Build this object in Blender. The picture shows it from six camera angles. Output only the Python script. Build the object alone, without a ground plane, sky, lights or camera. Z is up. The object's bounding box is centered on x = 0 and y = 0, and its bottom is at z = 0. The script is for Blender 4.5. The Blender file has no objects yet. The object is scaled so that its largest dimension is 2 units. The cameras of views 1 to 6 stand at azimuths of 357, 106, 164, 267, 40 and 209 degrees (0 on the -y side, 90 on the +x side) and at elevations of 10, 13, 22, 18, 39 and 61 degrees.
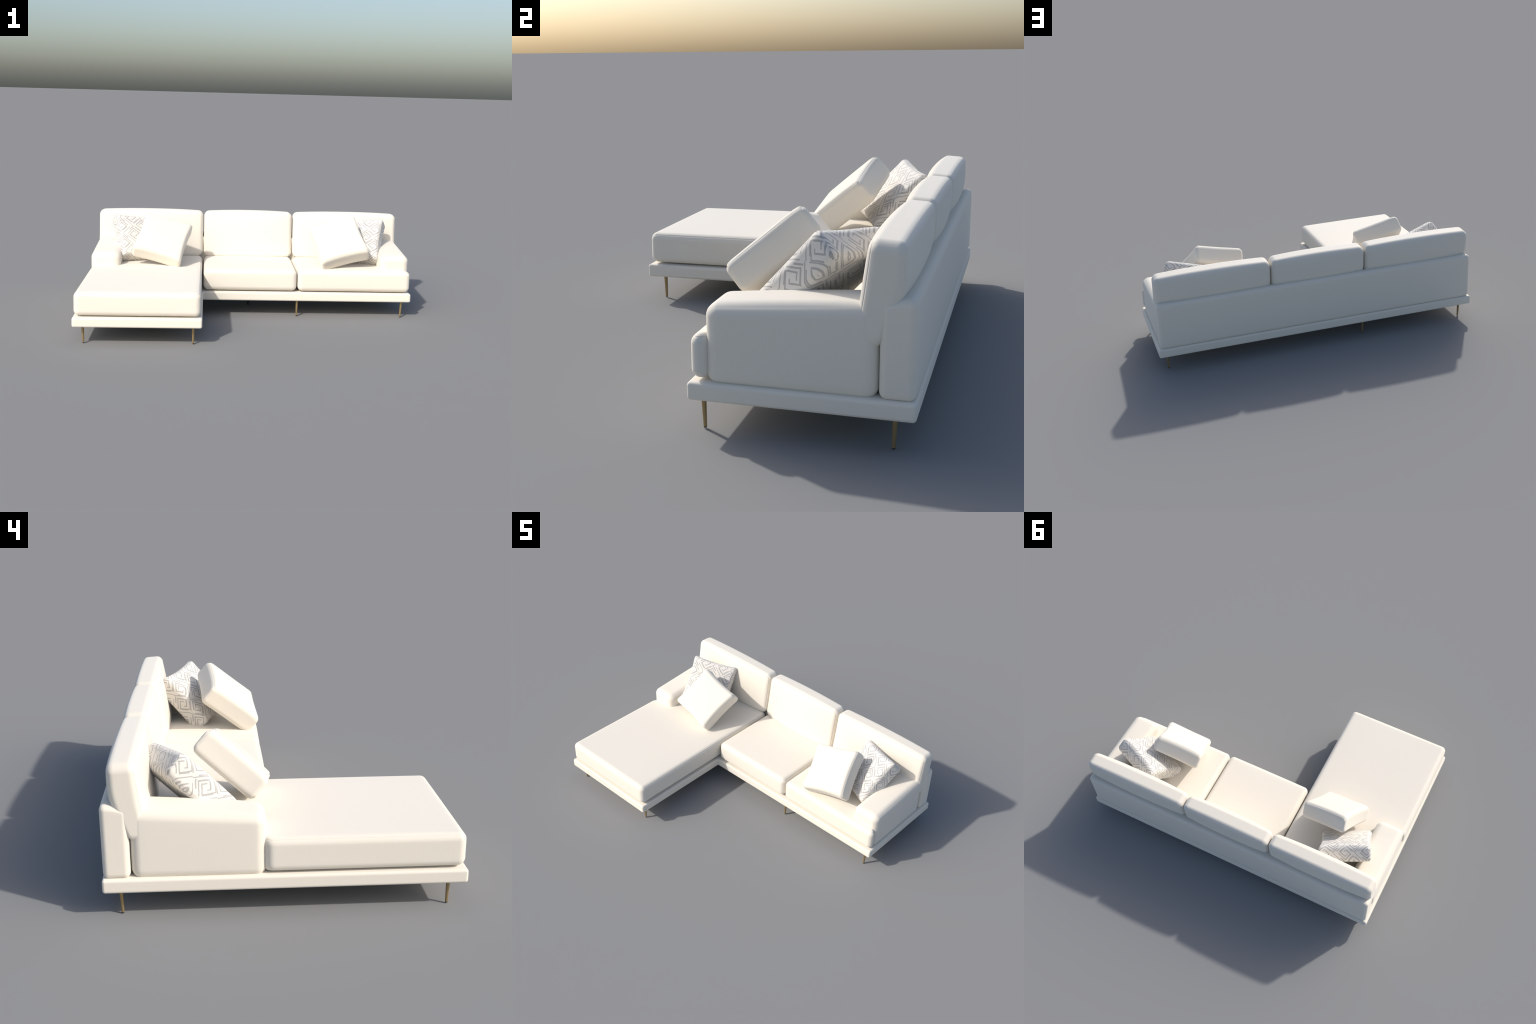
"""Cream corner sofa with a chaise on the left, on thin brass legs, with four loose cushions."""
import bpy, bmesh, math
from mathutils import Vector, Matrix

scene = bpy.context.scene
coll = scene.collection


# ------------------------------------------------------------------ materials
def new_mat(name):
    m = bpy.data.materials.new(name)
    m.use_nodes = True
    nt = m.node_tree
    return m, nt, nt.nodes["Principled BSDF"]


def math_node(nt, op, a, b=None, c=None):
    n = nt.nodes.new("ShaderNodeMath")
    n.operation = op
    for i, v in enumerate((a, b, c)):
        if v is None:
            continue
        if isinstance(v, (int, float)):
            n.inputs[i].default_value = v
        else:
            nt.links.new(v, n.inputs[i])
    return n.outputs[0]


def mix_color(nt, fac, a, b):
    n = nt.nodes.new("ShaderNodeMix")
    n.data_type = 'RGBA'
    for sock, v in ((n.inputs[0], fac), (n.inputs[6], a), (n.inputs[7], b)):
        if isinstance(v, (int, float)):
            sock.default_value = v
        elif isinstance(v, tuple):
            sock.default_value = v
        else:
            nt.links.new(v, sock)
    return n.outputs[2]


def noise(nt, vec, scale, detail=2.0):
    n = nt.nodes.new("ShaderNodeTexNoise")
    n.inputs["Scale"].default_value = scale
    n.inputs["Detail"].default_value = detail
    nt.links.new(vec, n.inputs["Vector"])
    return n.outputs["Fac"]


def stretched(nt, vec, scale):
    n = nt.nodes.new("ShaderNodeMapping")
    n.inputs["Scale"].default_value = scale
    nt.links.new(vec, n.inputs["Vector"])
    return n.outputs["Vector"]


FABRIC = (0.780, 0.727, 0.633)


def woven_cloth(nt, bsdf, vec, base):
    """Faint upright thread streaks in colour and bump; base is a colour or a socket."""
    warp = noise(nt, stretched(nt, vec, (1.0, 1.0, 0.06)), 420.0)
    weft = noise(nt, stretched(nt, vec, (0.1, 0.1, 1.0)), 420.0)
    thread = math_node(nt, 'ADD', math_node(nt, 'MULTIPLY', warp, 0.7), math_node(nt, 'MULTIPLY', weft, 0.3))
    shade = math_node(nt, 'MULTIPLY_ADD', thread, 0.08, 0.96)
    comb = nt.nodes.new("ShaderNodeCombineColor")
    for i in range(3):
        nt.links.new(shade, comb.inputs[i])
    mul = nt.nodes.new("ShaderNodeMix")
    mul.data_type = 'RGBA'
    mul.blend_type = 'MULTIPLY'
    mul.inputs[0].default_value = 1.0
    if isinstance(base, tuple):
        mul.inputs[6].default_value = (*base, 1)
    else:
        nt.links.new(base, mul.inputs[6])
    nt.links.new(comb.outputs[0], mul.inputs[7])
    nt.links.new(mul.outputs[2], bsdf.inputs["Base Color"])
    bump = nt.nodes.new("ShaderNodeBump")
    bump.inputs["Strength"].default_value = 0.12
    bump.inputs["Distance"].default_value = 0.0006
    nt.links.new(thread, bump.inputs["Height"])
    nt.links.new(bump.outputs[0], bsdf.inputs["Normal"])
    bsdf.inputs["Roughness"].default_value = 0.7
    bsdf.inputs["Specular IOR Level"].default_value = 0.5
    bsdf.inputs["Diffuse Roughness"].default_value = 0.22
    bsdf.inputs["Sheen Weight"].default_value = 0.35          # soft nap, brighter at a glancing look
    bsdf.inputs["Sheen Roughness"].default_value = 0.5
    bsdf.inputs["Sheen Tint"].default_value = (1.0, 0.98, 0.93, 1)


def cloth_material():
    m, nt, b = new_mat("cream_cloth")
    tc = nt.nodes.new("ShaderNodeTexCoord")
    woven_cloth(nt, b, tc.outputs["Object"], FABRIC)
    return m


def key_pattern_material(thick, block):
    """Off-white cloth printed with grey squared spirals in a lattice set at 45 degrees."""
    m, nt, b = new_mat("greek_key_cloth")
    tc = nt.nodes.new("ShaderNodeTexCoord")
    pos = nt.nodes.new("ShaderNodeSeparateXYZ")
    nt.links.new(tc.outputs["Object"], pos.inputs[0])
    x, y, z = pos.outputs
    # the print runs over the front face and on round the sides by the depth reached there
    depth = math_node(nt, 'MINIMUM', math_node(nt, 'MAXIMUM', math_node(nt, 'ADD', y, thick / 2), 0.0), thick)
    ax, az = math_node(nt, 'ABSOLUTE', x), math_node(nt, 'ABSOLUTE', z)
    wrap_x = math_node(nt, 'MULTIPLY', math_node(nt, 'SIGN', x), math_node(nt, 'GREATER_THAN', ax, az))
    wrap_z = math_node(nt, 'MULTIPLY', math_node(nt, 'SIGN', z), math_node(nt, 'GREATER_THAN', az, ax))
    u = math_node(nt, 'MULTIPLY_ADD', depth, wrap_x, x)
    v = math_node(nt, 'MULTIPLY_ADD', depth, wrap_z, z)
    # slightly hand-printed look
    wob = noise(nt, tc.outputs["Object"], 28.0)
    u = math_node(nt, 'ADD', u, math_node(nt, 'MULTIPLY_ADD', wob, 0.004, -0.002))
    v = math_node(nt, 'ADD', v, math_node(nt, 'MULTIPLY_ADD', wob, -0.004, 0.002))
    k = 1.0 / (math.sqrt(2) * block)
    p = math_node(nt, 'MULTIPLY', math_node(nt, 'ADD', u, v), k)
    q = math_node(nt, 'MULTIPLY', math_node(nt, 'SUBTRACT', u, v), k)
    fp, fq = math_node(nt, 'FLOOR', p), math_node(nt, 'FLOOR', q)
    a, c = math_node(nt, 'FRACT', p), math_node(nt, 'FRACT', q)
    par = math_node(nt, 'FLOORED_MODULO', math_node(nt, 'ADD', fp, fq), 2.0)

    def choose(t, other):   # every second key is mirrored across its upright diagonal
        return math_node(nt, 'MULTIPLY_ADD', math_node(nt, 'SUBTRACT', other, t), par, t)
    a, c = (choose(a, math_node(nt, 'SUBTRACT', 1.0, c)), choose(c, math_node(nt, 'SUBTRACT', 1.0, a)))
    # strokes of one key: (centre a, half a, centre c, half c)
    strokes = [
        (0.020, 0.025, 0.62, 0.38),     # divider on the left
        (0.500, 0.300, 0.24, 0.028),    # outer bar
        (0.460, 0.240, 0.38, 0.030),    # inner bar
        (0.205, 0.045, 0.61, 0.240),    # inner left, broad
        (0.660, 0.026, 0.50, 0.130),    # inner right
        (0.810, 0.036, 0.49, 0.290),    # outer right
        (0.570, 0.200, 0.755, 0.032),   # foot of the spiral
        (0.385, 0.024, 0.69, 0.085),    # hook
        (0.235, 0.026, 0.86, 0.120),    # lower left
        (0.480, 0.260, 0.965, 0.026),   # bottom bar
        (0.975, 0.023, 0.42, 0.420),    # divider on the right
        (0.720, 0.200, 0.115, 0.034),    # broad dash at the top
    ]
    mask = None
    for ca, ha, cc, hc in strokes:
        r = math_node(nt, 'MULTIPLY', math_node(nt, 'COMPARE', a, ca, ha), math_node(nt, 'COMPARE', c, cc, hc))
        mask = r if mask is None else math_node(nt, 'MAXIMUM', mask, r)
    fade = math_node(nt, 'MULTIPLY_ADD', noise(nt, tc.outputs["Object"], 300.0), 0.35, 0.72)
    mask = math_node(nt, 'MULTIPLY', mask, fade)
    col = mix_color(nt, mask, (0.74, 0.705, 0.65, 1), (0.39, 0.38, 0.37, 1))
    woven_cloth(nt, b, tc.outputs["Object"], col)
    return m


def brass_material():
    m, nt, b = new_mat("brushed_brass")
    tc = nt.nodes.new("ShaderNodeTexCoord")
    n = noise(nt, stretched(nt, tc.outputs["Object"], (1, 1, 0.1)), 300.0)
    col = mix_color(nt, n, (0.37, 0.275, 0.135, 1), (0.43, 0.32, 0.165, 1))
    nt.links.new(col, b.inputs["Base Color"])
    b.inputs["Metallic"].default_value = 0.75
    b.inputs["Roughness"].default_value = 0.52
    return m


def black_material():
    m, nt, b = new_mat("black_plastic")
    tc = nt.nodes.new("ShaderNodeTexCoord")
    n = noise(nt, tc.outputs["Object"], 200.0)
    nt.links.new(mix_color(nt, n, (0.010, 0.010, 0.010, 1), (0.02, 0.02, 0.02, 1)), b.inputs["Base Color"])
    b.inputs["Roughness"].default_value = 0.5
    return m


CLOTH = cloth_material()
BRASS = brass_material()
BLACK = black_material()


# ------------------------------------------------------------------ geometry helpers
def add_object(name, mesh, parent=None, mat=None, loc=(0, 0, 0)):
    ob = bpy.data.objects.new(name, mesh)
    coll.objects.link(ob)
    ob.parent = parent
    ob.location = loc
    if mat and not mesh.materials:
        mesh.materials.append(mat)
    return ob


def soft_box(name, half, r, plan_r=None, seams=(), seam_axis=2, seam_depth=0.0022, n=(14, 14, 14), warp=None):
    """A finely meshed upholstered block. half: half sizes; r: edge radius seen in section across
    seam_axis; plan_r: corner radius seen along seam_axis; seams: which ends of seam_axis (+1, -1)
    carry a sewn groove on their rim; warp(p, t) moves a point p, t being its place from -1 to 1."""
    R = max(plan_r or r, r)
    s_ax = seam_axis
    pa, pb = [m for m in range(3) if m != s_ax]
    steps = [math.radians(d) for d in (45, 42.4, 39, 33, 26, 19, 12, 6)]
    axes = []
    for i in range(3):
        inner = half[i] - r
        out = [inner + r * math.tan(s) for s in steps]          # half .. inner
        if i != s_ax and R > r + 1e-6:
            out += [inner - (R - r) * k / 5 for k in range(6)]
            inner = half[i] - R
        else:
            out.append(inner)
        mid = [-inner + 2 * inner * k / n[i] for k in range(1, n[i])]
        axes.append([-v for v in out] + mid + out[::-1])
    cnt = [len(a) for a in axes]
    idx, verts, faces = {}, [], []

    def vert(i, j, k):
        key = (i, j, k)
        if key in idx:
            return idx[key]
        c = Vector((axes[0][i], axes[1][j], axes[2][k]))
        # place in plan: nearest point of the inner rectangle, direction and distance from it
        qa = max(-(half[pa] - R), min(half[pa] - R, c[pa]))
        qb = max(-(half[pb] - R), min(half[pb] - R, c[pb]))
        da, db = c[pa] - qa, c[pb] - qb
        out = max(abs(da), abs(db))
        ln = math.hypot(da, db)
        ua, ub = (da / ln, db / ln) if ln > 0 else (0.0, 0.0)
        # round the section
        e = max(0.0, out - (R - r))
        qs = max(-(half[s_ax] - r), min(half[s_ax] - r, c[s_ax]))
        f = c[s_ax] - qs
        h = math.hypot(e, f)
        if h > 0:
            rad = r
            if seams and key[s_ax] in (0, cnt[s_ax] - 1) and (1 if key[s_ax] else -1) in seams \
                    and any(key[m] in (0, cnt[m] - 1) for m in (pa, pb)):
                rad = r - seam_depth
            if e > 0:
                out = R - r + e * rad / h
            f = f * rad / h
        pnt = Vector((0, 0, 0))
        pnt[pa], pnt[pb], pnt[s_ax] = qa + ua * out, qb + ub * out, qs + f
        if warp:
            t = Vector(max(-1, min(1, c[m] / half[m])) for m in range(3))
            pnt = warp(pnt, t)
        idx[key] = len(verts)
        verts.append(pnt)
        return idx[key]

    for fixed in range(3):
        m1, m2 = (fixed + 1) % 3, (fixed + 2) % 3
        for end in (0, cnt[fixed] - 1):
            for i in range(cnt[m1] - 1):
                for j in range(cnt[m2] - 1):
                    quad = []
                    for di, dj in ((0, 0), (1, 0), (1, 1), (0, 1)):
                        ijk = [0, 0, 0]
                        ijk[fixed], ijk[m1], ijk[m2] = end, i + di, j + dj
                        quad.append(vert(*ijk))
                    faces.append(quad if end else quad[::-1])
    me = bpy.data.meshes.new(name)
    me.from_pydata(verts, [], faces)
    me.polygons.foreach_set("use_smooth", [True] * len(me.polygons))
    me.update()
    return me


def dome(a, b, power=2.0):
    """1 in the middle of a face, 0 on its rim."""
    return (1 - abs(a) ** power) * (1 - abs(b) ** power)


# ------------------------------------------------------------------ the sofa
sofa = bpy.data.objects.new("sectional_sofa", None)
coll.objects.link(sofa)
sofa["label"] = "cream corner sofa with left chaise on thin brass legs"
sofa["category"] = "sofa"


# --- base: an L-shaped slab
def base_mesh():
    z0, z1 = 0.1005, 0.1545
    outline = [(-1, -0.667), (-0.297, -0.667), (-0.297, 0.0205), (1, 0.0205), (1, 0.667), (-1, 0.667)]
    bm = bmesh.new()
    low = [bm.verts.new((x, y, z0)) for x, y in outline]
    f = bm.faces.new(low[::-1])
    ext = bmesh.ops.extrude_face_region(bm, geom=[f])
    for v in ext["geom"]:
        if isinstance(v, bmesh.types.BMVert):
            v.co.z = z1
    bmesh.ops.recalc_face_normals(bm, faces=bm.faces)
    bmesh.ops.bevel(bm, geom=list(bm.edges), offset=0.011, segments=5, profile=0.5, affect='EDGES', clamp_overlap=True)
    for fc in bm.faces:
        fc.smooth = True
    me = bpy.data.meshes.new("base")
    bm.to_mesh(me)
    bm.free()
    return me


base = add_object("base", base_mesh(), sofa, CLOTH)
base.modifiers.new("normals", 'WEIGHTED_NORMAL').keep_sharp = True


# --- low upholstered frame behind the back cushions
def frame_warp(p, t):
    p.y += 0.003 * dome(t.x, t.z, 4) * (1 if t.y > 0 else 0)
    p.z -= 0.022 * ((1 - t.y) / 2) ** 2.0 * max(0.0, t.z) ** 2   # top falls to the front
    return p


add_object("back_frame", soft_box("back_frame", (0.989, 0.050, 0.1415), 0.022, n=(120, 10, 16), warp=frame_warp),
           sofa, CLOTH, (0, 0.6125, 0.2935))


# --- pale panel set before the frame to lighten the dark gaps between cushions
add_object("pale_gap_panel", soft_box("pale_gap_panel", (0.800, 0.016, 0.130), 0.012, n=(20, 2, 8)),
           sofa, CLOTH, (0, 0.550, 0.285))


# --- arms: upright blocks whose top falls slightly to the front
ARM_Y0, ARM_Y1, ARM_Z0, ARM_Z1 = 0.070, 0.561, 0.142, 0.400


def arm_warp(p, t):
    up = max(0.0, (t.z + 1) / 2)
    p.z += up * 0.075 * (p.y) + 0.006 * dome(t.x, t.y, 2) * max(0, t.z)
    p.x += 0.0 if abs(t.x) < 1 else 0.002 * math.copysign(1, t.x) * dome(t.y, t.z, 2)
    return p


arm_half = (0.0890, (ARM_Y1 - ARM_Y0) / 2, (ARM_Z1 - ARM_Z0) / 2)
arm_me = soft_box("armrest", arm_half, 0.040, n=(10, 20, 12), warp=arm_warp)
for sx in (-1, 1):
    add_object("armrest", arm_me, sofa, CLOTH, (sx * 0.8985, (ARM_Y0 + ARM_Y1) / 2, (ARM_Z0 + ARM_Z1) / 2))


# --- seat cushions; where one passes in front of an arm its side turns in behind it
def seat_cushion(name, x0, x1, y0, y1, arm_side=0):
    z0, z1, r = 0.161, 0.2935, 0.030
    cx, cy, cz = (x0 + x1) / 2, (y0 + y1) / 2, (z0 + z1) / 2
    turn0, turn_r = 0.046, 0.034

    def warp(p, t):
        p.z += 0.007 * dome(t.x, t.y, 3) * max(0.0, t.z)
        p.y -= 0.002 * dome(t.x, t.z, 2) * (1 if t.y < 0 else 0)
        wy = p.y + cy
        if arm_side and t.x * arm_side > 0.6 and wy > turn0:
            d = min(turn_r, wy - turn0)
            cut = turn_r - math.sqrt(max(0.0, turn_r ** 2 - d ** 2))
            p.x -= arm_side * cut * min(1, (abs(t.x) - 0.6) / 0.25)
        return p
    ny = 60 if arm_side else 24
    me = soft_box(name, ((x1 - x0) / 2, (y1 - y0) / 2, (z1 - z0) / 2), r, seams=(1, -1),
                  n=(30, max(ny, int((y1 - y0) * 130)) if arm_side else ny, 8), warp=warp)
    return add_object(name, me, sofa, CLOTH, (cx, cy, cz))


seat_cushion("chaise_cushion", -0.992, -0.305, -0.658, 0.518, arm_side=-1)
seat_cushion("seat_cushion", -0.295, 0.2835, 0.028, 0.518)
seat_cushion("seat_cushion", 0.2905, 0.993, 0.028, 0.518, arm_side=1)


# --- back cushions: front face leaning back a little, back upright above and cut away below, where it
#     sits behind the frame; plumped on the front, a little on the back and top
BACK_Z = 0.437


def back_cushion(x0, x1):
    hx, hy, hz, r, R = (x1 - x0) / 2, 0.050, 0.1470, 0.026, 0.034

    def warp(p, t):
        z = p.z + BACK_Z
        front = 0.507 + 0.13 * (z - 0.40)
        rear = 0.630 - 0.42 * 0.02 * math.log(1 + math.exp((0.455 - z) / 0.02))
        p.y = front + (rear - front) * (p.y / hy + 1) / 2
        keep = 0.75 if t.z < 0 else 0.12             # stays plump down to the seat
        d = (1 - abs(t.x) ** 2.5) * (keep + (1 - keep) * (1 - abs(t.z) ** 2.5))
        p.y += (-0.023 if t.y < 0 else 0.012) * d * abs(t.y) ** 0.5
        p.z += (0.009 * max(0, t.z) + 0.004 * min(0, t.z)) * (1 - abs(t.x) ** 2.2)
        p.z -= 0.07 * (p.y - 0.575) * max(0, t.z)    # top slopes down to the rear
        p.y -= 0.56
        return p
    me = soft_box("back_cushion", (hx, hy, hz), r, plan_r=R, seams=(-1,), seam_axis=1, n=(50, 8, 40), warp=warp)
    return add_object("back_cushion", me, sofa, CLOTH, ((x0 + x1) / 2, 0.56, BACK_Z))


back_cushion(-0.987, -0.304)
back_cushion(-0.297, 0.2885)
back_cushion(0.2955, 0.987)


# --- legs: thin brass cones leaning a little inward, with a black glide under each
def cone(name, r0, r1, z0, z1, shift=(0, 0), seg=24):
    """Round post from z0 (radius r0) to z1 (radius r1), its top moved by shift."""
    bm = bmesh.new()
    rings = []
    for z, r, f in ((z0, r0, 0), (z1, r1, 1)):
        rings.append([bm.verts.new((r * math.cos(2 * math.pi * i / seg) + shift[0] * f,
                                    r * math.sin(2 * math.pi * i / seg) + shift[1] * f, z)) for i in range(seg)])
    for lo, hi in zip(rings, rings[1:]):
        for i in range(seg):
            bm.faces.new((lo[i], lo[(i + 1) % seg], hi[(i + 1) % seg], hi[i])).smooth = True
    for cap in (bm.faces.new(rings[0][::-1]), bm.faces.new(rings[-1])):
        for ed in cap.edges:
            ed.smooth = False
    me = bpy.data.meshes.new(name)
    bm.to_mesh(me)
    bm.free()
    return me


feet = [(-0.9455, -0.604), (-0.346, -0.604), (0.2885, 0.057), (0.9445, 0.0555),
        (0.9445, 0.602), (-0.287, 0.598), (-0.946, 0.602)]
for fx, fy in feet:
    lean = (0.0028 * math.copysign(1, fx) if abs(fx) > 0.5 else 0.001 * math.copysign(1, fx),
            0.003 if fy > 0.3 else -0.002)
    leg = add_object("leg", cone("leg", 0.0052, 0.0078, 0.0035, 0.104, lean), sofa, BRASS, (fx, fy, 0))
    add_object("glide", cone("glide", 0.0048, 0.0048, 0.0, 0.0042), leg, BLACK)
add_object("support_leg", cone("support_leg", 0.0080, 0.0080, 0.0, 0.104), sofa, BLACK, (0.0, 0.345, 0))


# ------------------------------------------------------------------ loose cushions
def scatter_mesh(name, half, thick, r, pinch, bulge, rim, seams, crease=0.0):
    """Boxed square cushion: sides drawn in between the corners, both faces plumped."""
    def warp(p, t):
        ex, ez = t.x, t.z
        p.x *= 1 - pinch * (1 - ez * ez)
        p.z *= 1 - pinch * (1 - ex * ex)
        side = math.copysign(1, p.y) * min(1.0, abs(p.y) / (thick / 2 - r * 0.5))
        full = bulge * dome(ex, ez, 2.2) ** 0.7
        edge = rim * (1 - abs(ex * ez) ** 7)
        p.y += side * (full + edge)
        # pulled folds running in from the corners
        corner = (abs(ex) * abs(ez)) ** 3
        p.y += side * crease * corner * math.sin(14 * math.atan2(1.02 - abs(ez), 1.02 - abs(ex)))
        return p
    return soft_box(name, (half, thick / 2, half), r, seams=seams, seam_axis=1, seam_depth=0.0009, n=(24, 6, 24), warp=warp)


def place(ob, centre, rotvec):
    ang = Vector(rotvec).length
    ob.matrix_world = Matrix.Translation(centre) @ Matrix.Rotation(ang, 4, Vector(rotvec))


plain = scatter_mesh("throw_cushion", 0.157, 0.094, 0.024, 0.070, 0.006, 0.009, (1, -1), 0.0012)
for s in (-1, 1):
    ob = add_object("throw_cushion", plain, None, CLOTH)
    place(ob, (s * 0.555, 0.178, 0.446), (-0.852, -0.270 * s, -0.026 * s))
    ob["label"] = "plain cream square throw cushion with boxed edges"
    ob["category"] = "cushion"

PT, RIM = 0.086, 0.007
KEY = key_pattern_material(PT + 2 * RIM, 0.092)
printed = scatter_mesh("patterned_cushion", 0.161, PT, 0.021, 0.070, 0.012, RIM, (), 0.002)
for s in (-1, 1):
    ob = add_object("patterned_cushion", printed, None, KEY)
    place(ob, (s * 0.707, 0.354, 0.422), (-0.774, 0.058 * s, -0.445 * s))
    ob["label"] = "square cushion printed with grey angular key pattern"
    ob["category"] = "cushion"
